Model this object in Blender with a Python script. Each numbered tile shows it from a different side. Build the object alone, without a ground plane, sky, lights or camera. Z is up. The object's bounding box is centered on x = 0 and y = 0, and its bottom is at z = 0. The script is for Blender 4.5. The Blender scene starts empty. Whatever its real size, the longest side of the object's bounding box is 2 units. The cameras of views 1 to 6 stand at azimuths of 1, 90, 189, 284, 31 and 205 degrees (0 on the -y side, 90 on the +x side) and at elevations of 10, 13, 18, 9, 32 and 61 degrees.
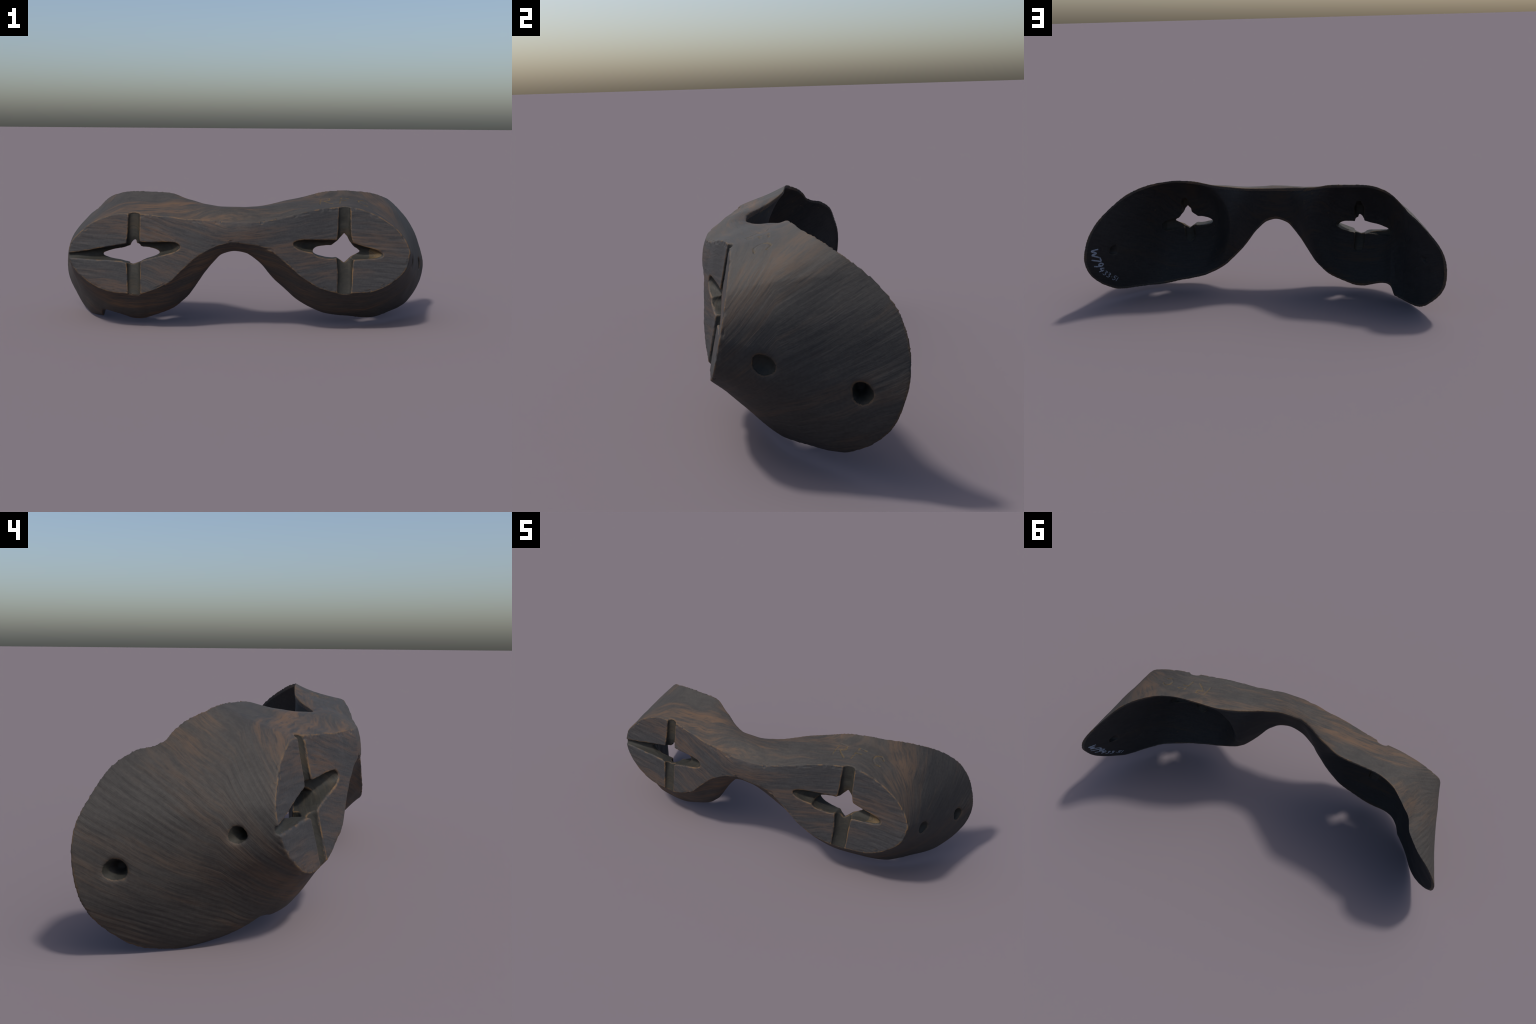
"""Carved wooden snow goggles with cross-shaped eye slits, built part by part."""
import bpy, bmesh, math, random
import numpy as np
from mathutils import Vector, Matrix
from mathutils.bvhtree import BVHTree
from mathutils.kdtree import KDTree

random.seed(7)
rng = np.random.default_rng(7)
VOXEL = 0.0031

# ------------------------------------------------------------------ profiles
# Each station pairs a point of the flat front face outline (x, z) with the
# point of the back rim (x, y, z) that the flaring side wall runs to.
TIP_A = (-.853, .365, -.999, .312, .262)
TIP_B = (.838, .393, 1.0, .287, .262)
UPPER = [TIP_A,
    (-.842, .423, -.979, .316, .362), (-.828, .444, -.930, .295, .433),
    (-.808, .466, -.866, .272, .500), (-.796, .476, -.834, .249, .528),
    (-.785, .486, -.812, .229, .543), (-.774, .495, -.793, .209, .555),
    (-.765, .502, -.783, .186, .560), (-.757, .508, -.774, .161, .567),
    (-.748, .514, -.761, .143, .578), (-.733, .523, -.738, .129, .600),
    (-.708, .535, -.703, .103, .627), (-.665, .552, -.652, .064, .648),
    (-.580, .570, -.563, .036, .665),
    (-.370, .565, -.365, .012, .658), (-.250, .551, -.256, -.049, .629),
    (-.100, .550, -.087, -.142, .603), (0, .549, 0, -.140, .602),
    (.100, .549, .089, -.113, .607), (.220, .567, .214, -.050, .627),
    (.320, .590, .312, -.015, .647), (.420, .605, .412, .004, .671),
    (.510, .611, .513, .020, .681), (.580, .602, .594, .042, .676),
    (.640, .583, .677, .084, .661), (.705, .555, .764, .149, .628),
    (.762, .517, .844, .238, .565), (.802, .475, .923, .299, .471),
    (.822, .442, .965, .313, .390), (.832, .415, .988, .307, .320), TIP_B]
LOWER = [TIP_A,
    (-.844, .340, -.995, .300, .200), (-.822, .302, -.984, .287, .160),
    (-.790, .272, -.937, .248, .083), (-.750, .243, -.854, .154, .010),
    (-.708, .218, -.806, .080, .000), (-.670, .205, -.716, -.018, .010), (-.640, .197, -.655, -.080, .026),
    (-.580, .188, -.597, -.105, .031), (-.500, .186, -.511, -.120, .025),
    (-.420, .208, -.436, -.128, .044), (-.340, .250, -.349, -.137, .079),
    (-.265, .320, -.261, -.155, .151), (-.210, .373, -.205, -.175, .234),
    (-.150, .408, -.140, -.190, .330), (-.090, .435, -.086, -.193, .385),
    (-.015, .452, -.020, -.196, .403), (.040, .447, .034, -.193, .392),
    (.095, .437, .090, -.185, .345), (.168, .402, .164, -.151, .255),
    (.233, .346, .238, -.115, .180), (.310, .280, .319, -.114, .114),
    (.400, .228, .422, -.111, .068), (.520, .202, .542, -.087, .044),
    (.620, .205, .690, -.036, .027), (.690, .225, .795, .055, .040),
    (.740, .250, .867, .132, .058), (.775, .275, .914, .180, .088),
    (.805, .305, .970, .243, .153), (.825, .340, .994, .274, .210), TIP_B]

# a chip is missing from the lower rim: lift against x
CHIP = [(-.722, 0), (-.704, .044), (-.690, .046), (-.65, .032), (-.60, .010), (-.56, 0)]
# hollowing depth behind the front wall against |x|
HOLLOW_B = [(.0, .0), (.15, .02), (.24, .055), (.30, .082), (.40, .115), (.50, .135),
            (.58, .148), (.64, .142), (.70, .108), (.78, .050), (.86, .010), (.93, -.004), (1.02, .0)]
HOLLOW_A = [(.0, .0), (.15, .01), (.24, .024), (.30, .050), (.40, .094), (.50, .125),
            (.58, .14), (.66, .148), (.72, .142), (.78, .105), (.86, .050), (.93, .020), (1.02, .0)]
# how far the side wall swells (+) or dips (-) from a straight run, against x
SWELL_UPPER = [(-1, -.012), (-.93, .0), (-.82, .0), (-.6, -.006), (-.45, -.004), (-.25, .014), (0, .026), (.25, .012),
               (.42, -.008), (.6, -.010), (.72, -.004), (.85, .010), (.95, .0), (1, -.014)]
SWELL_LOWER = [(-1, -.012), (-.95, .004), (-.8, .024), (-.68, .024), (-.5, .008), (-.25, .018), (0, .024),
               (.25, .020), (.55, .008), (.75, .003), (.88, .016), (.96, .010), (1, -.014)]
# run of the front face against x, at eye height
FACE_RUN = [(-.90, -.186), (-.853, -.191), (-.50, -.228), (-.28, -.282), (-.12, -.312), (0, -.320),
            (.12, -.310), (.28, -.281), (.48, -.236), (.60, -.222), (.838, -.213), (.90, -.212)]


def pchip(xk, yk, x):
    """monotone cubic interpolation"""
    xk, yk = np.asarray(xk, float), np.asarray(yk, float)
    h = np.diff(xk); d = np.diff(yk) / h
    m = np.zeros_like(yk)
    for i in range(1, len(xk) - 1):
        if d[i - 1] * d[i] > 0:
            w1, w2 = 2 * h[i] + h[i - 1], h[i] + 2 * h[i - 1]
            m[i] = (w1 + w2) / (w1 / d[i - 1] + w2 / d[i])
    m[0], m[-1] = d[0], d[-1]
    i = np.clip(np.searchsorted(xk, x) - 1, 0, len(h) - 1)
    t = (x - xk[i]) / h[i]
    return ((1 + 2 * t) * (1 - t) ** 2 * yk[i] + t * (1 - t) ** 2 * h[i] * m[i]
            + t * t * (3 - 2 * t) * yk[i + 1] + t * t * (t - 1) * h[i] * m[i + 1])


def face_y(x, z):
    """the front: two flat facets meeting in a soft ridge over the nose"""
    x, z = np.asarray(x, float), np.asarray(z, float)
    run = pchip(*zip(*FACE_RUN), np.clip(x, -.9, .9))
    over_nose = np.clip(1 - np.abs(x) / .26, 0, 1)
    soft = np.clip((z - .48) / .07, 0, 1) ** 2
    return run + .2 * (z - .41) * np.clip(np.abs(x) / .2, .3, 1) + .016 * over_nose * soft


def loop_side(stations, s):
    a = np.array(stations)
    k = np.arcsin(np.clip(a[:, 2], -1, 1))
    k = -math.pi / 2 + math.pi * (k - k[0]) / (k[-1] - k[0])
    c = [pchip(k, a[:, j], s) for j in range(5)]
    f = np.stack([c[0], face_y(c[0], c[1]), c[1]], 1)
    r = np.stack([c[2], c[3], c[4]], 1)
    return f, r


def relax(up, lo, rounds=60):
    """round the loop where its upper and lower halves meet at the temples"""
    ring = np.concatenate([up, lo[-2:0:-1]])
    side = np.clip((np.abs(ring[:, 0]) / np.abs(ring[:, 0]).max() - .90) / .06, 0, 1)
    lam = (.5 * side)[:, None]
    for _ in range(rounds):
        ring = ring + lam * (.5 * (np.roll(ring, 1, 0) + np.roll(ring, -1, 0)) - ring)
    n = len(up)
    return ring[:n], np.concatenate([ring[:1], ring[n:][::-1], ring[n - 1:n]])


def hollow_depth(x, t):
    ax = np.abs(x)
    q = np.abs(2 * t ** np.where(x > 0, .88, .78) - 1)
    a = np.where(x > 0, pchip(*zip(*HOLLOW_B), ax), pchip(*zip(*HOLLOW_A), ax))
    crest = .225 + .09 * q ** 2
    ramp = np.sin(np.clip((ax - crest) / np.where(x > 0, .12, .16), 0, 1) * math.pi / 2)
    swelling = np.where(x > 0, .042, .028) * np.exp(-((ax - .21) / .07) ** 2) * (1 - q ** 2)   # ridge beside the nose
    return a * ramp * (1 - q ** np.where(x > 0, np.clip(2.5 - 2.6 * (ax - .4), 1.3, 2.5), 1.7)) - swelling


# ------------------------------------------------------------------ base solid
N, ROWS_W, ROWS_F, ROWS_I = 360, 12, 14, 40
TAG_FACE, TAG_WALL, TAG_INNER = 0, 1, 2


def build_base():
    s = np.linspace(-math.pi / 2, math.pi / 2, N)
    fu, ru = loop_side(UPPER, s)
    fl, rl = loop_side(LOWER, s)
    fu, fl = relax(fu, fl); ru, rl = relax(ru, rl)
    for f in (fu, fl):
        f[:, 1] = face_y(f[:, 0], f[:, 2])
    def swell(f, r, table, sign):
        run = np.gradient(.5 * (f + r), axis=0)
        n = np.cross(run, r - f) * sign
        n /= np.maximum(np.linalg.norm(n, axis=1), 1e-9)[:, None]
        amp = np.interp(.5 * (f + r)[:, 0] * 2 / 1.845, *zip(*table))
        return n * amp[:, None]
    bu, bl = swell(fu, ru, SWELL_UPPER, 1), swell(fl, rl, SWELL_LOWER, -1)
    bu[0] = bl[0] = .5 * (bu[0] + bl[0]); bu[-1] = bl[-1] = .5 * (bu[-1] + bl[-1])
    print('swell dir', bu[N // 2], bl[N // 4], bu[0], bu[-1])
    med = .5 * (ru + rl)
    med[:, 0] = np.clip(med[:, 0], -.86, .86)
    def inset(r):
        d = med - r
        return r + .016 * d / np.maximum(np.linalg.norm(d, axis=1), 1e-6)[:, None]
    rim_low = rl.copy(); rim_low[:, 2] += np.interp(rl[:, 0], *zip(*CHIP))
    iu, il = inset(ru), inset(rim_low)
    iu[0] = il[0] = .5 * (iu[0] + il[0]); iu[-1] = il[-1] = .5 * (iu[-1] + il[-1])
    verts, faces, tags = [], [], []
    def add(p):
        verts.append(tuple(p)); return len(verts) - 1
    # shared loops
    ids = {}
    def loop(name, up, lo):
        a = [add(p) for p in up]
        b = [a[0]] + [add(p) for p in lo[1:-1]] + [a[-1]]
        ids[name] = (a, b)
    rows = []
    for w in np.linspace(0, 1, ROWS_W):
        h = math.sin(math.pi * w ** 1.25)
        # under the cups the wall is scooped near the face and full near the rim
        scoop = np.sin(math.pi * w ** np.where(fl[:, :1] > 0, 2.4, 1.6)) - .25 * math.sin(math.pi * w ** .6)
        under = np.clip((np.abs(fl[:, 0]) - .25) / .25, 0, 1)[:, None]
        hl = h * (1 - under) + scoop * under
        chip = np.zeros_like(fl); chip[:, 2] = np.interp(rl[:, 0], *zip(*CHIP)) * np.clip((w - .5) / .5, 0, 1) ** 1.5
        near_tip = np.clip((np.abs(fl[:, 0]) - .80) / .04, 0, 1)[:, None]
        hl = hl * (1 - near_tip) + h * near_tip
        loop(('w', w), *relax(fu + (ru - fu) * w + bu * h, fl + (rl - fl) * w + bl * hl + chip, 25))
        rows.append(ids[('w', w)])
    loop('in', iu, il)
    rows.append(ids['in'])
    for r0, r1 in zip(rows[:-1], rows[1:]):
        for j in range(N - 1):
            faces.append((r0[0][j], r0[0][j + 1], r1[0][j + 1], r1[0][j])); tags.append(TAG_WALL)
            faces.append((r0[1][j + 1], r0[1][j], r1[1][j], r1[1][j + 1])); tags.append(TAG_WALL)
    def cap(top, bot, fn, rows_n, flip, tag):
        prev = top
        for i in range(1, rows_n + 1):
            t = i / rows_n
            cur = bot if i == rows_n else [top[0]] + [add(fn(j, t)) for j in range(1, N - 1)] + [top[-1]]
            for j in range(N - 1):
                q = [prev[j], prev[j + 1], cur[j + 1], cur[j]]
                q = list(dict.fromkeys(q))
                if len(q) < 3: continue
                faces.append(tuple(q if flip else q[::-1])); tags.append(tag)
            prev = cur
    def front(j, t):
        p = fu[j] * (1 - t) + fl[j] * t
        return (p[0], float(face_y(p[0], p[2])), p[2])
    def back(j, t):
        p = iu[j] * (1 - t) + il[j] * t
        return (p[0], p[1] - float(hollow_depth(p[0], t)), p[2])
    cap(*ids[('w', 0.0)], front, ROWS_F, False, TAG_FACE)
    cap(*ids['in'], back, ROWS_I, True, TAG_INNER)
    me = bpy.data.meshes.new('base')
    me.from_pydata(verts, [], faces)
    me.polygons.foreach_set('material_index', tags)
    bm = bmesh.new(); bm.from_mesh(me)
    bmesh.ops.dissolve_degenerate(bm, dist=1e-6, edges=bm.edges)
    bmesh.ops.triangulate(bm, faces=bm.faces)
    bmesh.ops.recalc_face_normals(bm, faces=bm.faces)
    bm.to_mesh(me); bm.free()
    return me


# ------------------------------------------------------------------ carving tools
def channel(stations, across, slant=0.0):
    """A gouge stroke. stations: (x, z, half_width, depth); across: direction of
    the width in the x-z plane; depth is measured from the front face."""
    prof = [(-1.6, -9), (-1.0, .22), (-.90, .55), (-.64, .86), (-.32, .97), (0, 1.0),
            (.32, .97), (.64, .86), (.90, .55), (1.0, .22), (1.6, -9)]
    ax, az = across
    vs, fs = [], []
    for x, z, hw, dep in stations:
        for u, v in prof:
            px, pz = x + ax * hw * u, z + az * hw * u
            base = float(face_y(px, pz))
            if v < -1: py = base - .12
            else: py = base + dep * v
            vs.append((px, py, pz - slant * max(py - base, 0)))
    n = len(prof)
    for i in range(len(stations) - 1):
        for j in range(n - 1):
            fs.append((i * n + j, i * n + j + 1, (i + 1) * n + j + 1, (i + 1) * n + j))
        fs.append((i * n + n - 1, i * n, (i + 1) * n, (i + 1) * n + n - 1))
    fs.append(tuple(range(n))); k = (len(stations) - 1) * n
    fs.append(tuple(range(k + n - 1, k - 1, -1)))
    return vs, fs


def star(cx, cz, left, right, up, down, tilt, p_left=1.0, p_right=1.0, slant=.05, seg=64):
    """the pierced four-pointed opening, cut right through the wall"""
    vs, fs = [], []
    for y in (-.34, .06):
        for k in range(seg):
            t = 2 * math.pi * k / seg
            c, d = math.cos(t), math.sin(t)
            p = p_right if c > 0 else p_left
            u = math.copysign(abs(c) ** (2 / p), c) * (right if c > 0 else left)
            v = math.copysign(abs(d) ** (2 / p), d) * (up if d > 0 else down)
            vs.append((cx + u, y, cz + v + tilt * u - slant * (y + .20)))
    fs += [(k, (k + 1) % seg, seg + (k + 1) % seg, seg + k) for k in range(seg)]
    fs += [tuple(range(seg - 1, -1, -1)), tuple(range(seg, 2 * seg))]
    return vs, fs


def inner_channel(stations, across=(1, 0)):
    """gouge stroke cut from inside: (x, z, half_width, y of its floor)"""
    prof = [(-1.3, 9), (-1, .35), (-.6, .08), (0, 0), (.6, .08), (1, .35), (1.3, 9)]
    ax, az = across
    vs, fs = [], []
    for x, z, hw, yf in stations:
        for u, v in prof:
            vs.append((x + ax * hw * u, yf + (.16 if v > 1 else v * hw), z + az * hw * u))
    n = len(prof)
    for i in range(len(stations) - 1):
        for j in range(n - 1):
            fs.append((i * n + j, i * n + j + 1, (i + 1) * n + j + 1, (i + 1) * n + j))
        fs.append((i * n + n - 1, i * n, (i + 1) * n, (i + 1) * n + n - 1))
    fs.append(tuple(range(n))); k = (len(stations) - 1) * n
    fs.append(tuple(range(k + n - 1, k - 1, -1)))
    return vs, fs


def bore(p, q, radii, seg=28):
    """tapered drill hole from p to q; radii along the way"""
    p, q = Vector(p), Vector(q)
    d = (q - p).normalized(); a = d.orthogonal().normalized(); b = d.cross(a)
    vs, fs = [], []
    for i, r in enumerate(radii):
        c = p.lerp(q, i / (len(radii) - 1))
        for k in range(seg):
            t = 2 * math.pi * k / seg
            wob = 1 + .07 * math.sin(2 * t + 40 * p.x) + .05 * math.sin(3 * t + 90 * p.y) + .03 * math.sin(5 * t)
            vs.append(tuple(c + (a * math.cos(t) + b * math.sin(t)) * r * wob))
    for i in range(len(radii) - 1):
        for k in range(seg):
            k2 = (k + 1) % seg
            fs.append((i * seg + k, i * seg + k2, (i + 1) * seg + k2, (i + 1) * seg + k))
    fs.append(tuple(range(seg - 1, -1, -1)))
    m = (len(radii) - 1) * seg
    fs.append(tuple(range(m, m + seg)))
    return vs, fs


CUTS = [
    # eye on the +x side: upright stroke, long slit, pierced star
    channel([(.513, .70, .028, .010), (.513, .615, .028, .014), (.512, .56, .029, .018), (.512, .51, .030, .024),
             (.512, .475, .033, .032), (.513, .45, .038, .040), (.515, .41, .044, .046), (.516, .375, .042, .040),
             (.516, .35, .038, .030), (.516, .30, .035, .021), (.515, .24, .035, .018), (.512, .19, .033, .013),
             (.512, .12, .030, .009)], (1, 0)),
    channel([(.262, .441, .008, .006), (.285, .438, .020, .022), (.32, .433, .026, .048), (.37, .427, .030, .056),
             (.42, .421, .034, .052), (.47, .412, .042, .048), (.53, .405, .044, .048), (.57, .399, .036, .048),
             (.61, .394, .029, .042), (.645, .390, .024, .030), (.675, .386, .018, .018), (.702, .384, .009, .006)], (0, 1)),
    star(.450, .395, .092, .070, .031, .030, -.03, 2.0, 1.5),
    star(.513, .397, .115, .082, .094, .056, .0, .80, .85),
    # eye on the -x side
    channel([(-.515, .70, .027, .014), (-.517, .60, .028, .018), (-.52, .54, .029, .020), (-.522, .46, .030, .026),
             (-.522, .43, .034, .034), (-.522, .405, .040, .042), (-.522, .385, .044, .046), (-.520, .355, .040, .040),
             (-.520, .335, .034, .030), (-.518, .30, .032, .022), (-.515, .23, .032, .018), (-.513, .17, .031, .013),
             (-.512, .10, .028, .009)], (1, 0)),
    channel([(-.90, .361, .010, .006), (-.853, .362, .012, .012), (-.80, .365, .015, .018), (-.75, .368, .020, .030),
             (-.70, .372, .026, .044), (-.65, .377, .031, .050), (-.58, .381, .039, .050), (-.53, .384, .046, .050),
             (-.50, .388, .046, .050), (-.43, .399, .036, .054), (-.37, .410, .030, .056), (-.335, .416, .026, .044),
             (-.31, .420, .022, .026), (-.297, .421, .016, .014), (-.284, .422, .008, .005)], (0, 1)),
    star(-.536, .376, .150, .143, .031, .033, .05, 1.7, 1.9),
    star(-.527, .376, .140, .125, .044, .052, .03, 1.05, 1.05),
    # strokes from inside
    inner_channel([(.502, .205, .012, -.105), (.503, .235, .024, -.168), (.506, .30, .029, -.196),
                   (.512, .40, .027, -.196), (.512, .47, .026, -.186), (.513, .52, .022, -.168), (.513, .55, .008, -.12)]),
    inner_channel([(.395, .392, .012, -.150), (.42, .388, .026, -.178), (.47, .385, .036, -.188), (.53, .381, .038, -.186),
                   (.60, .374, .034, -.178), (.645, .368, .028, -.160), (.662, .366, .016, -.12)], (0, 1)),
    inner_channel([(-.512, .195, .014, -.105), (-.514, .23, .025, -.168), (-.518, .30, .029, -.198),
                   (-.52, .37, .027, -.196), (-.518, .43, .025, -.188), (-.517, .50, .025, -.178), (-.517, .545, .010, -.12)]),
    inner_channel([(-.70, .352, .014, -.120), (-.68, .354, .024, -.150), (-.62, .360, .032, -.180), (-.53, .368, .036, -.188),
                   (-.46, .378, .032, -.190), (-.41, .388, .022, -.185), (-.385, .392, .010, -.16)], (0, 1)),
    # thong holes: funnels from both sides that meet at a slant
    bore((1.03, .171, .275), (.895, .184, .278), (.056, .044, .034, .024, .014)),
    bore((.80, .192, .312), (.892, .185, .304), (.040, .034, .012)),
    bore((.925, -.108, .332), (.850, -.082, .336), (.080, .054, .018)),
    bore((-1.03, .20, .258), (-.905, .208, .258), (.056, .044, .033, .024, .013)),
    bore((-.80, .21, .304), (-.890, .205, .296), (.042, .034, .012)),
    bore((-.930, -.072, .345), (-.80, -.125, .355), (.044, .025, .015, .011)),
]


def carve(base):
    ob = bpy.data.objects.new('blank', base)
    bpy.context.scene.collection.objects.link(ob)
    tools = []
    for vs, fs in CUTS:
        vs = (np.array(vs) + rng.normal(0, 2e-4, (len(vs), 3))).tolist()
        me = bpy.data.meshes.new('tool'); me.from_pydata(vs, [], fs)
        bm = bmesh.new(); bm.from_mesh(me)
        bmesh.ops.triangulate(bm, faces=bm.faces)
        bmesh.ops.recalc_face_normals(bm, faces=bm.faces)
        bm.to_mesh(me); bm.free()
        t = bpy.data.objects.new('tool', me)
        bpy.context.scene.collection.objects.link(t); tools.append(t)
        m = ob.modifiers.new('cut', 'BOOLEAN'); m.operation = 'DIFFERENCE'
        m.solver = 'EXACT'; m.object = t
    r = ob.modifiers.new('grain_mesh', 'REMESH'); r.mode = 'VOXEL'; r.voxel_size = VOXEL
    dg = bpy.context.evaluated_depsgraph_get()
    me = bpy.data.meshes.new_from_object(ob.evaluated_get(dg))
    for o in [ob] + tools:
        bpy.data.objects.remove(o, do_unlink=True)
    return me


# ------------------------------------------------------------------ grain field
def grain_coord(p):
    """height across the growth layers, the same formula the materials use"""
    x, y, z = p[:, 0], p[:, 1], p[:, 2]
    return (z - .55 * y - .55 * np.minimum(y + .05, 0) - .06 * np.minimum(x, 0)
            + .13 * np.clip(x, 0, .5) + .10 * np.maximum(x - .5, 0))


def value_noise(p, scale, seed):
    """smooth lattice noise in -1..1"""
    q = p * scale + seed * 17.3
    i = np.floor(q).astype(np.int64); f = q - i
    f = f * f * (3 - 2 * f)
    def h(a, b, c):
        n = (a * 374761393 + b * 668265263 + c * 2147483647 + seed * 974711) & 0xffffffff
        n = ((n ^ (n >> 13)) * 1274126177) & 0xffffffff
        return ((n ^ (n >> 16)) & 0xffff) / 32767.5 - 1
    out = 0
    for dx in (0, 1):
        for dy in (0, 1):
            for dz in (0, 1):
                w = (f[:, 0] if dx else 1 - f[:, 0]) * (f[:, 1] if dy else 1 - f[:, 1]) * (f[:, 2] if dz else 1 - f[:, 2])
                out = out + w * h(i[:, 0] + dx, i[:, 1] + dy, i[:, 2] + dz)
    return out


# ------------------------------------------------------------------ handwriting
# pen strokes in a unit box: x along the line, y up
GLYPHS = {
    'W': [[(0, 1), (.25, 0), (.5, .75), (.75, 0), (1, 1)]],
    '7': [[(0, .95), (.95, 1), (.45, 0)]],
    '9': [[(.9, .75), (.55, 1), (.15, .85), (.2, .6), (.6, .5), (.9, .75), (.75, .3), (.5, 0)]],
    '4': [[(.4, 1), (.05, .45), (.9, .5)], [(.75, .8), (.6, 0)]],
    '3': [[(.1, .9), (.55, 1), (.75, .78), (.35, .55), (.8, .35), (.55, .05), (.05, .12)]],
    '.': [[(.4, .45), (.6, .5)]],
    '5': [[(.85, 1), (.3, .95), (.2, .58), (.65, .55), (.75, .25), (.45, 0), (.05, .1)]],
    '1': [[(.6, 1), (.4, 0)]],
    'R': [[(.05, 0), (.2, 1)], [(.2, 1), (.75, .95), (.8, .65), (.2, .5)], [(.4, .5), (.95, .0)]],
    'F': [[(.1, 0), (.3, 1)], [(.3, 1), (.95, 1)], [(.2, .55), (.7, .6)]],
    'C': [[(.9, .75), (.65, 1), (.2, .8), (.1, .4), (.4, .05), (.85, .1)]],
}


def stroke_points(glyph, n=9):
    for line in GLYPHS[glyph]:
        pts = []
        for (x0, y0), (x1, y1) in zip(line[:-1], line[1:]):
            for k in range(n):
                pts.append((x0 + (x1 - x0) * k / n, y0 + (y1 - y0) * k / n))
        pts.append(line[-1])
        # soften the corners a little
        p = np.array(pts)
        for _ in range(4):
            p[1:-1] = .5 * p[1:-1] + .25 * (p[:-2] + p[2:])
        yield p


# carved initials on the upper wall: glyph, centre x, centre y, width, height
INITIALS = [('R', .425, -.098, .070, .075), ('F', .515, -.095, .055, .070), ('C', .610, -.083, .060, .060)]
# inventory number painted inside one temple: glyph, centre (right, up) in the
# plane of writing, reading direction, width along the line, height, pen
NUMBER = [('W', (0, 0), (0, -1), .046, .036, .0062), ('7', (.002, -.037), (.1, -1), .026, .044, .0056),
          ('9', (.010, -.067), (.3, -1), .022, .048, .0054), ('4', (.021, -.094), (.5, -.85), .024, .034, .0044),
          ('3', (.037, -.113), (.72, -.7), .019, .029, .0028), ('3', (.053, -.125), (.82, -.57), .019, .029, .0028),
          ('.', (.066, -.134), (.85, -.5), .010, .020, .0032), ('5', (.079, -.141), (.85, -.5), .019, .028, .0026),
          ('1', (.090, -.149), (.85, -.5), .010, .026, .0024)]


def ribbon(pts, nrm, half, high):
    """a brush line lying on the surface: a low rounded strip"""
    vs, fs = [], []
    n = len(pts)
    for i in range(n):
        t = (pts[min(i + 1, n - 1)] - pts[max(i - 1, 0)]).normalized()
        side = t.cross(nrm[i]).normalized()
        taper = .75 + .25 * math.sin(math.pi * i / (n - 1))
        for u, v in ((-1, -.6), (-.7, .7), (0, 1), (.7, .7), (1, -.6)):
            vs.append(pts[i] + side * (u * half * taper) + nrm[i] * (v * high))
    for i in range(n - 1):
        for j in range(5):
            k = (j + 1) % 5
            fs.append((i * 5 + j, i * 5 + k, i * 5 + 5 + k, i * 5 + 5 + j))
    fs.append((4, 3, 2, 1, 0)); m = (n - 1) * 5
    fs.append((m, m + 1, m + 2, m + 3, m + 4))
    return vs, fs


# ------------------------------------------------------------------ materials
class Nodes:
    def __init__(self, name):
        self.mat = bpy.data.materials.new(name); self.mat.use_nodes = True
        self.t = self.mat.node_tree; self.bsdf = self.t.nodes['Principled BSDF']
    def new(self, kind, **kw):
        n = self.t.nodes.new(kind)
        for k, v in kw.items():
            setattr(n, k, v)
        return n
    def link(self, a, b):
        self.t.links.new(a, b)
    def put(self, sock, v):
        if hasattr(v, 'is_linked') or hasattr(v, 'links'):
            self.link(v, sock)
        else:
            sock.default_value = v
    def math(self, op, a, b=0.0, c=None):
        n = self.new('ShaderNodeMath', operation=op)
        self.put(n.inputs[0], a); self.put(n.inputs[1], b)
        if c is not None: self.put(n.inputs[2], c)
        return n.outputs[0]
    def combine(self, x, y, z):
        n = self.new('ShaderNodeCombineXYZ')
        for i, v in enumerate((x, y, z)): self.put(n.inputs[i], v)
        return n.outputs[0]
    def noise(self, vec, scale, detail=3.0, rough=.55):
        n = self.new('ShaderNodeTexNoise')
        self.link(vec, n.inputs['Vector']); n.inputs['Scale'].default_value = scale
        n.inputs['Detail'].default_value = detail; n.inputs['Roughness'].default_value = rough
        return n.outputs['Fac']
    def step(self, v, lo, hi):
        n = self.new('ShaderNodeMapRange', interpolation_type='SMOOTHSTEP')
        self.put(n.inputs[0], v); n.inputs[1].default_value = lo; n.inputs[2].default_value = hi
        return n.outputs[0]
    def mix(self, f, a, b):
        n = self.new('ShaderNodeMix', data_type='RGBA')
        self.put(n.inputs[0], f)
        for sock, v in ((n.inputs[6], a), (n.inputs[7], b)):
            if isinstance(v, tuple): sock.default_value = (*v, 1)
            else: self.link(v, sock)
        return n.outputs[2]


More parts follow.
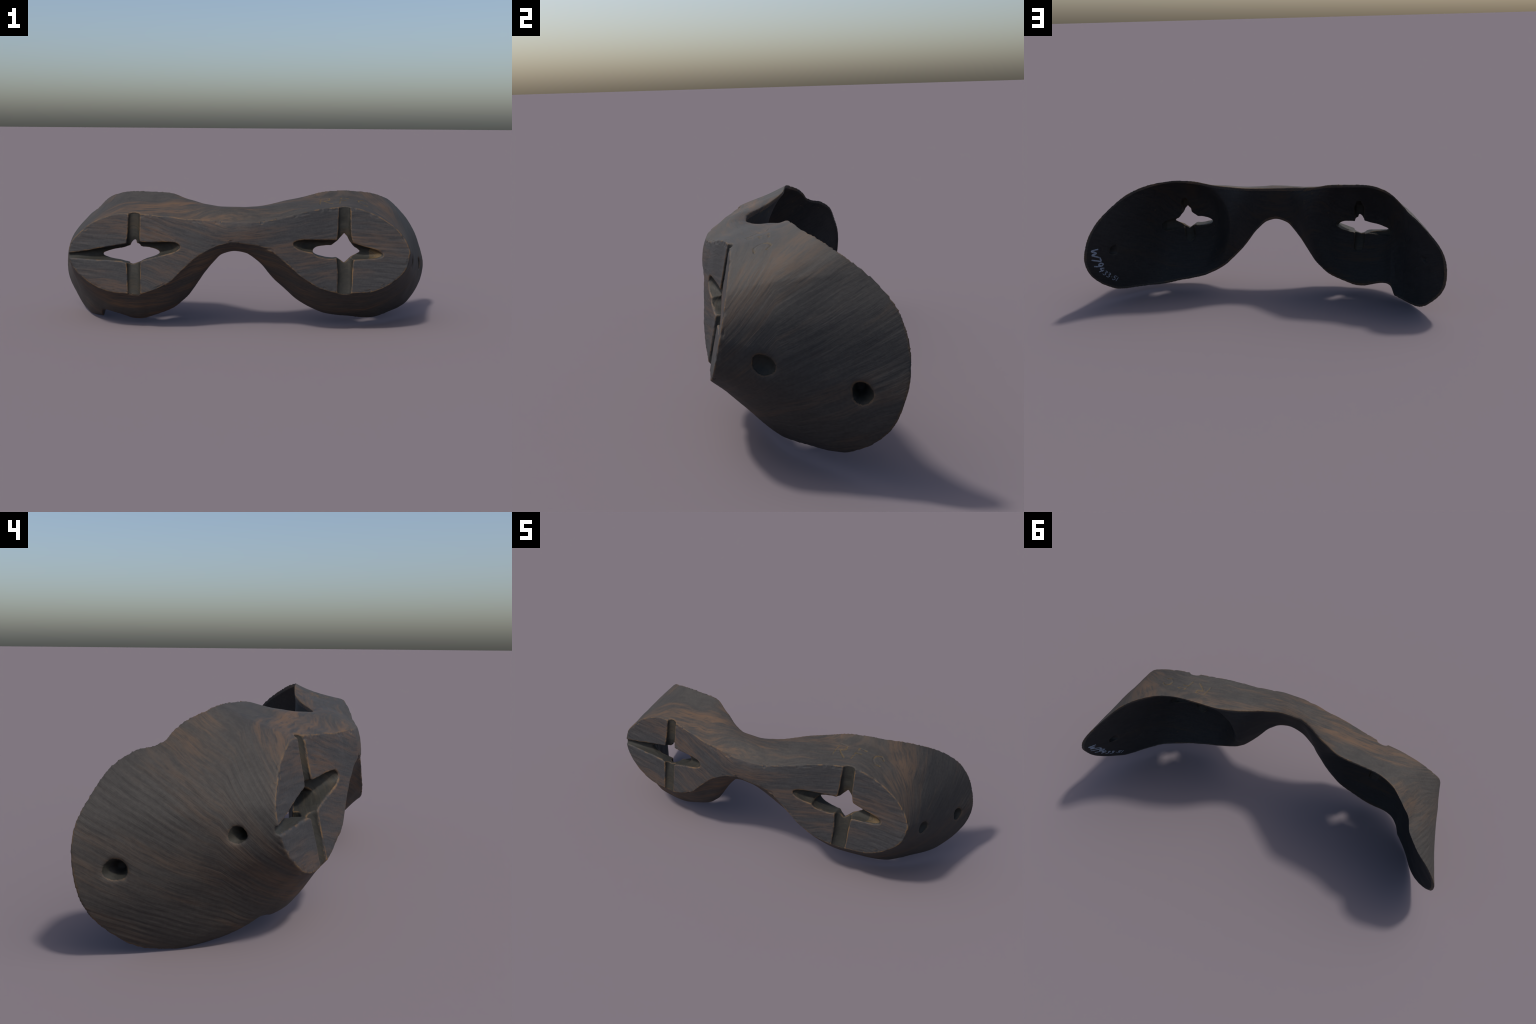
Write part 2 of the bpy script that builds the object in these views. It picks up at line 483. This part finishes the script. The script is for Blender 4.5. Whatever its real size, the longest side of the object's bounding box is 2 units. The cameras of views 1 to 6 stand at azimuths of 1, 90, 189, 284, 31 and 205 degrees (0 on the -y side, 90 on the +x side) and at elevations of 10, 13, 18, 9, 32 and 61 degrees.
def wood(name, dark, light, streak, streak_lo, streak_hi, bare, wear, layer=.022, bump=.25, rough=.68, speck=0.0):
    """smoke-darkened wood: grain layers follow grain_coord"""
    k = Nodes(name)
    tc = k.new('ShaderNodeTexCoord').outputs['Object']
    sp = k.new('ShaderNodeSeparateXYZ'); k.link(tc, sp.inputs[0])
    x, y, z = sp.outputs
    g = k.math('MULTIPLY_ADD', y, -.55, z)
    g = k.math('MULTIPLY_ADD', k.math('MINIMUM', k.math('ADD', y, .05), 0.0), -.55, g)
    g = k.math('MULTIPLY_ADD', k.math('MINIMUM', x, 0.0), -.06, g)
    g = k.math('MULTIPLY_ADD', k.math('MINIMUM', k.math('MAXIMUM', x, 0.0), .5), .13, g)
    g = k.math('MULTIPLY_ADD', k.math('MAXIMUM', k.math('SUBTRACT', x, .5), 0.0), .10, g)
    warp = k.noise(tc, 4.0, 2.0)
    g = k.math('MULTIPLY_ADD', k.math('SUBTRACT', warp, .5), .035, g)
    along = k.combine(k.math('MULTIPLY', x, 2.6), k.math('MULTIPLY', y, 3.2), k.math('MULTIPLY', g, 34.0))
    fibre = k.combine(k.math('MULTIPLY', x, 14.0), k.math('MULTIPLY', y, 16.0), k.math('MULTIPLY', g, 150.0))
    broad = k.combine(k.math('MULTIPLY', x, 1.9), k.math('MULTIPLY', y, 2.4), k.math('MULTIPLY', g, 8.0))
    n_streak = k.noise(along, 1.0, 4.0, .6)
    n_fibre = k.noise(fibre, 1.0, 3.0, .6)
    n_broad = k.noise(broad, 1.0, 3.0, .5)
    n_fine = k.noise(tc, 95.0, 3.0, .6)
    # growth rings as thin pale lines
    ring = k.math('SINE', k.math('MULTIPLY_ADD', g, 2 * math.pi / layer, k.math('MULTIPLY', n_streak, 9.0)))
    ring = k.step(ring, .45, 1.0)
    body = k.mix(k.step(k.math('MULTIPLY_ADD', n_fibre, .6, k.math('MULTIPLY', n_fine, .4)), .35, .65), dark, light)
    m = k.math('MULTIPLY_ADD', n_broad, .68, k.math('MULTIPLY', n_streak, .52))
    m = k.math('MULTIPLY_ADD', n_fibre, .12, m)
    m = k.step(m, streak_lo, streak_hi)
    lines = k.math('MULTIPLY', ring, k.step(n_broad, .42, .62))
    m = k.math('MAXIMUM', m, k.math('MULTIPLY', lines, .38))
    m = k.math('MULTIPLY', m, k.step(n_fibre, .25, .6))
    # hands have rubbed the middle more than the temples
    rub = k.step(k.math('ABSOLUTE', x), .92, .55)
    m = k.math('MULTIPLY', m, k.math('MULTIPLY_ADD', rub, .68, .32))
    col = k.mix(m, body, streak)
    # handled edges rubbed back to bare wood, in patches
    geo = k.new('ShaderNodeNewGeometry').outputs['Pointiness']
    edge = k.step(geo, .505, .532)
    patch = k.step(k.math('MULTIPLY_ADD', n_streak, .5, k.math('MULTIPLY', k.noise(tc, 26.0, 3.0), .6)), .42, .64)
    col = k.mix(k.math('MULTIPLY', k.math('MULTIPLY', edge, patch), wear), col, bare)
    if speck:
        sp2 = k.step(k.noise(tc, 46.0, 2.0), .66, .74)
        sp3 = k.step(k.noise(tc, 5.0, 2.0), .45, .7)
        col = k.mix(k.math('MULTIPLY', k.math('MULTIPLY', sp2, sp3), speck), col, bare)
    k.link(col, k.bsdf.inputs['Base Color'])
    k.bsdf.inputs['Specular IOR Level'].default_value = .28
    r = k.math('MULTIPLY_ADD', n_fibre, .22, rough - .11)
    k.link(r, k.bsdf.inputs['Roughness'])
    bp = k.new('ShaderNodeBump'); bp.inputs['Strength'].default_value = bump; bp.inputs['Distance'].default_value = .004
    hgt = k.math('MULTIPLY_ADD', n_fibre, .7, k.math('MULTIPLY', n_fine, .35))
    k.link(hgt, bp.inputs['Height']); k.link(bp.outputs[0], k.bsdf.inputs['Normal'])
    return k.mat


def make_materials():
    bare = (.135, .080, .036)
    return [
        wood('worn_front_wood', (.026, .026, .028), (.040, .039, .040), (.068, .046, .035), .63, .84, bare, .9, .028, .35),
        wood('smoked_outer_wood', (.0310, .0282, .0257), (.0445, .0405, .0366), (.092, .0555, .033), .62, .82, bare, .5, .026, .28),
        wood('dark_inner_wood', (.012, .012, .0128), (.021, .0205, .0205), (.030, .021, .014), .68, .84, (.07, .045, .02), .35, .03, .25, .72, .5),
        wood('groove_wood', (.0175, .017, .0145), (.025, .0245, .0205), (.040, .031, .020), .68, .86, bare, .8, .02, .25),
        wood('bare_wood', (.030, .023, .013), (.052, .038, .019), (.10, .066, .030), .50, .68, bare, .6, .012, .5),
        wood('scratched_wood', (.036, .028, .016), (.060, .045, .024), (.085, .058, .028), .50, .68, bare, .5, .012, .4),
    ]


def paint_material():
    k = Nodes('white_paint')
    tc = k.new('ShaderNodeTexCoord').outputs['Object']
    c = k.mix(k.step(k.noise(tc, 120.0, 3.0), .3, .65), (.13, .16, .21), (.24, .28, .34))
    k.link(c, k.bsdf.inputs['Base Color'])
    k.bsdf.inputs['Roughness'].default_value = .6
    return k.mat


# ------------------------------------------------------------------ assembly
FRONT, OUTER, INNER, GROOVE, BARE, SCRATCH = range(6)


def drop_crumbs(me):
    """keep the one big body, remove stray voxels"""
    nv = len(me.vertices)
    ed = np.zeros(len(me.edges) * 2, np.int32); me.edges.foreach_get('vertices', ed); a, b = ed.reshape(-1, 2).T
    lab = np.arange(nv)
    while True:
        low = lab.copy()
        np.minimum.at(low, a, lab[b]); np.minimum.at(low, b, lab[a])
        low = low[low]
        if (low == lab).all(): break
        lab = low
    keep = np.bincount(lab, minlength=nv).argmax()
    bad = np.where(lab != keep)[0]
    if len(bad):
        bm = bmesh.new(); bm.from_mesh(me); bm.verts.ensure_lookup_table()
        bmesh.ops.delete(bm, geom=[bm.verts[i] for i in bad], context='VERTS')
        bm.to_mesh(me); bm.free()


def main():
    base = build_base()
    bm = bmesh.new(); bm.from_mesh(base); bm.faces.ensure_lookup_table()
    tree = BVHTree.FromBMesh(bm)
    tags = np.array([f.material_index for f in bm.faces]); bm.free()
    solid = carve(base.copy())
    drop_crumbs(solid)
    nv = len(solid.vertices)
    co = np.zeros(nv * 3, np.float32); solid.vertices.foreach_get('co', co); co = co.reshape(-1, 3).astype(float)
    nr = np.zeros(nv * 3, np.float32); solid.vertex_normals.foreach_get('vector', nr); nr = nr.reshape(-1, 3).astype(float)
    ed = np.zeros(len(solid.edges) * 2, np.int32); solid.edges.foreach_get('vertices', ed); ed = ed.reshape(-1, 2)
    deg = np.bincount(ed.ravel(), minlength=nv)[:, None]
    def soften(p, rounds):
        for _ in range(rounds):
            acc = np.stack([np.bincount(ed[:, 0], p[ed[:, 1], k], nv) + np.bincount(ed[:, 1], p[ed[:, 0], k], nv)
                            for k in range(p.shape[1])], 1)
            p = .5 * p + .5 * acc / deg
        return p
    co = soften(co, 5)
    worn = np.full(nv, 9.0)   # mouths of the thong holes are rubbed round
    for h in ((.958, .178, .285), (.875, -.09, .337), (-.965, .203, .262), (-.890, -.086, .347)):
        worn = np.minimum(worn, np.linalg.norm(co - np.array(h), axis=1))
    fade = np.clip((.075 - worn) / .03, 0, 1)[:, None]
    co = co + (soften(co, 26) - co) * fade
    nr = soften(nr, 3); nr /= np.linalg.norm(nr, axis=1)[:, None]
    tag = np.zeros(nv, int); dist = np.zeros(nv)
    for i, c in enumerate(co):
        _, _, f, d = tree.find_nearest(c)
        tag[i] = tags[f]; dist[i] = d
    cut = dist > .0045

    # --- surface relief -------------------------------------------------
    x, z = co[:, 0], co[:, 2]
    g = grain_coord(co)
    wob = value_noise(co, 5.0, 1) * .020 + value_noise(co, 13.0, 2) * .006
    lump = value_noise(co, 7.0, 3) * .0030 + value_noise(co, 16.0, 4) * .0016
    patchy = np.clip(.55 + .9 * value_noise(co, 6.0, 5), 0, 1)
    ridge = np.sin(2 * math.pi * (g + .5 * wob) / .019 + 2.0 * value_noise(co, 9.0, 15))
    ridge = np.sign(ridge) * np.abs(ridge) ** .8
    fine_p = co * np.array([9, 9, 1.0]); fine_p[:, 2] = g * 95
    fine = value_noise(fine_p, 1.0, 6)
    temple = np.clip((np.abs(x) - .70) / .12, 0, 1)
    wall_d = lump + ridge * patchy * (.0001 + .00026 * temple * np.where(x < 0, 1, .1)) + fine * .0004
    face_d = .35 * lump + fine * .0009 * patchy + np.minimum(ridge, 0) * .0005 * patchy
    gouge_p = co * np.array([10, 8, 26.0])
    inner_d = .8 * lump + value_noise(gouge_p, 1.0, 8) * .0014
    disp = np.where(tag == TAG_FACE, face_d, np.where(tag == TAG_WALL, wall_d, inner_d))
    disp = np.where(cut, value_noise(co, 30.0, 9) * .0016, disp)
    # nicks along the front edge
    s = np.linspace(-math.pi / 2, math.pi / 2, N)
    outline = np.concatenate([loop_side(UPPER, s)[0], loop_side(LOWER, s)[0]])
    kd = KDTree(len(outline))
    for i, p in enumerate(outline): kd.insert(p, i)
    kd.balance()
    edge = np.zeros(nv, bool)
    for i in np.where(np.abs(co[:, 1] - face_y(x, z)) < .03)[0]:
        edge[i] = kd.find(co[i])[2] < .012
    disp -= np.where(edge & ~cut, np.maximum(value_noise(co, 55.0, 10) - .2, 0) * .004, 0)
    # initials scratched into the upper wall
    scratch = np.full(nv, 9.0)
    top = np.where((tag == TAG_WALL) & (nr[:, 2] > .5) & (x > .36) & (x < .68))[0]
    for ch, cx, cy, w, h in INITIALS:
        for p in stroke_points(ch):
            for a in p:
                q = np.array([cx + (a[0] - .5) * w, cy + (a[1] - .5) * h])
                d = np.hypot(co[top, 0] - q[0], co[top, 1] - q[1])
                scratch[top] = np.minimum(scratch[top], d)
    disp -= np.clip(1 - scratch / .005, 0, 1) * .0026
    co = co + nr * disp[:, None]
    # bring the blank to its measured size
    lo, hi = co.min(0), co.max(0)
    want_lo, want_hi = np.array([-1, -.319, 0]), np.array([1, .319, .682])
    co = want_lo + (co - lo) * (want_hi - want_lo) / (hi - lo)
    solid.vertices.foreach_set('co', co.astype(np.float32).ravel()); solid.update()

    # --- which wood each face shows ------------------------------------
    nf = len(solid.polygons)
    loops = np.zeros(len(solid.loops), np.int32); solid.loops.foreach_get('vertex_index', loops)
    start = np.zeros(nf, np.int32); solid.polygons.foreach_get('loop_start', start)
    total = np.zeros(nf, np.int32); solid.polygons.foreach_get('loop_total', total)
    corner = [loops[start + np.minimum(k, total - 1)] for k in range(4)]
    fc = sum(co[c] for c in corner) / 4
    votes = np.stack([tag[c] for c in corner])
    ftag = np.sort(votes, 0)[1]
    fcut = sum(cut[c].astype(int) for c in corner) >= 2
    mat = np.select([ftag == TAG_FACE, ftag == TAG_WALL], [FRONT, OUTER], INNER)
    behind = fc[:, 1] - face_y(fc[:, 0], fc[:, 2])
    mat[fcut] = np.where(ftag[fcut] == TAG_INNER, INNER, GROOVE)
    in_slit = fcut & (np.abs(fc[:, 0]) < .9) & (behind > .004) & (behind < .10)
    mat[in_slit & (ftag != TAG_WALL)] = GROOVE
    blob = (fc[:, 0] > .622) & (fc[:, 0] < .705) & (fc[:, 2] > .355) & (fc[:, 2] < .415)
    mat[blob & (fc[:, 0] > .64 + .014 * value_noise(fc, 40.0, 14)) & (behind > .006) & (behind < .055) & (mat == GROOVE)] = BARE
    fs = np.min(np.stack([scratch[c] for c in corner]), 0)
    mat[(fs < .0022) & (value_noise(fc, 45.0, 12) > -.3)] = SCRATCH

    # --- one seamless body, separated into its named parts --------------
    solid.polygons.foreach_set('material_index', np.zeros(nf, np.int32))
    body_n = np.zeros(nv * 3, np.float32); solid.vertex_normals.foreach_get('vector', body_n)
    body_n = body_n.reshape(-1, 3)
    mats = make_materials()
    ax = np.abs(fc[:, 0])
    region = np.where(ax < .20, 0, np.where(ax < .80, np.where(fc[:, 0] > 0, 1, 2), np.where(fc[:, 0] > 0, 3, 4)))
    root = bpy.data.objects.new('snow_goggles', None)
    root['label'] = 'dark carved wooden snow goggles with cross-shaped eye slits'
    root['category'] = 'snow goggles'
    bpy.context.scene.collection.objects.link(root)
    quads = np.stack(corner, 1)
    for r, name in enumerate(('nose_bridge', 'eye_cup', 'eye_cup', 'temple', 'temple')):
        sel = np.where(region == r)[0]
        used, inv = np.unique(quads[sel], return_inverse=True)
        inv = inv.reshape(-1, 4)
        polys = [tuple(dict.fromkeys(row)) for row in inv.tolist()]
        me = bpy.data.meshes.new(name)
        me.from_pydata(co[used].tolist(), [], polys)
        me.polygons.foreach_set('use_smooth', np.ones(len(polys), bool))
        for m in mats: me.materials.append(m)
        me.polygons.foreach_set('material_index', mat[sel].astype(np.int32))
        me.update()
        me.normals_split_custom_set_from_vertices(body_n[used].tolist())
        ob = bpy.data.objects.new(name, me)
        bpy.context.scene.collection.objects.link(ob); ob.parent = root
    # --- painted inventory number --------------------------------------
    skin = BVHTree.FromPolygons(co.tolist(), quads.tolist())
    fwd = Vector((.155, -.940, -.305)).normalized()
    right = fwd.cross(Vector((0, 0, 1))).normalized(); up = right.cross(fwd)
    roll = math.radians(-1.5)
    right, up = right * math.cos(roll) + up * math.sin(roll), up * math.cos(roll) - right * math.sin(roll)
    origin = Vector((.936, .291, .322))
    paint = paint_material()
    temple_ob = [o for o in root.children if o.name.startswith('temple') and o.data.vertices[0].co.x > 0][0]
    for ch, c, d, w, h, pen in NUMBER:
        t = Vector(d).normalized(); u = Vector((-t.y, t.x))
        vs, fs = [], []
        for p in stroke_points(ch):
            pts, nrm = [], []
            for a in p:
                q = Vector(c) + t * ((a[0] - .5) * w) + u * ((a[1] - .5) * h)
                o = origin + right * q.x + up * q.y - fwd * .4
                hit, n, _, _ = skin.ray_cast(o, fwd)
                if hit is None: continue
                pts.append(hit); nrm.append(n)
            if len(pts) < 3: continue
            v, f = ribbon(pts, nrm, pen, .0014)
            b = len(vs); vs += v; fs += [tuple(i + b for i in q) for q in f]
        if not vs: continue
        me = bpy.data.meshes.new('painted_numeral'); me.from_pydata([tuple(v) for v in vs], [], fs)
        me.materials.append(paint)
        me.polygons.foreach_set('use_smooth', np.ones(len(fs), bool))
        ob = bpy.data.objects.new('painted_numeral' if ch not in 'W' else 'painted_letter', me)
        bpy.context.scene.collection.objects.link(ob); ob.parent = temple_ob
    bpy.data.meshes.remove(solid); bpy.data.meshes.remove(base)


main()
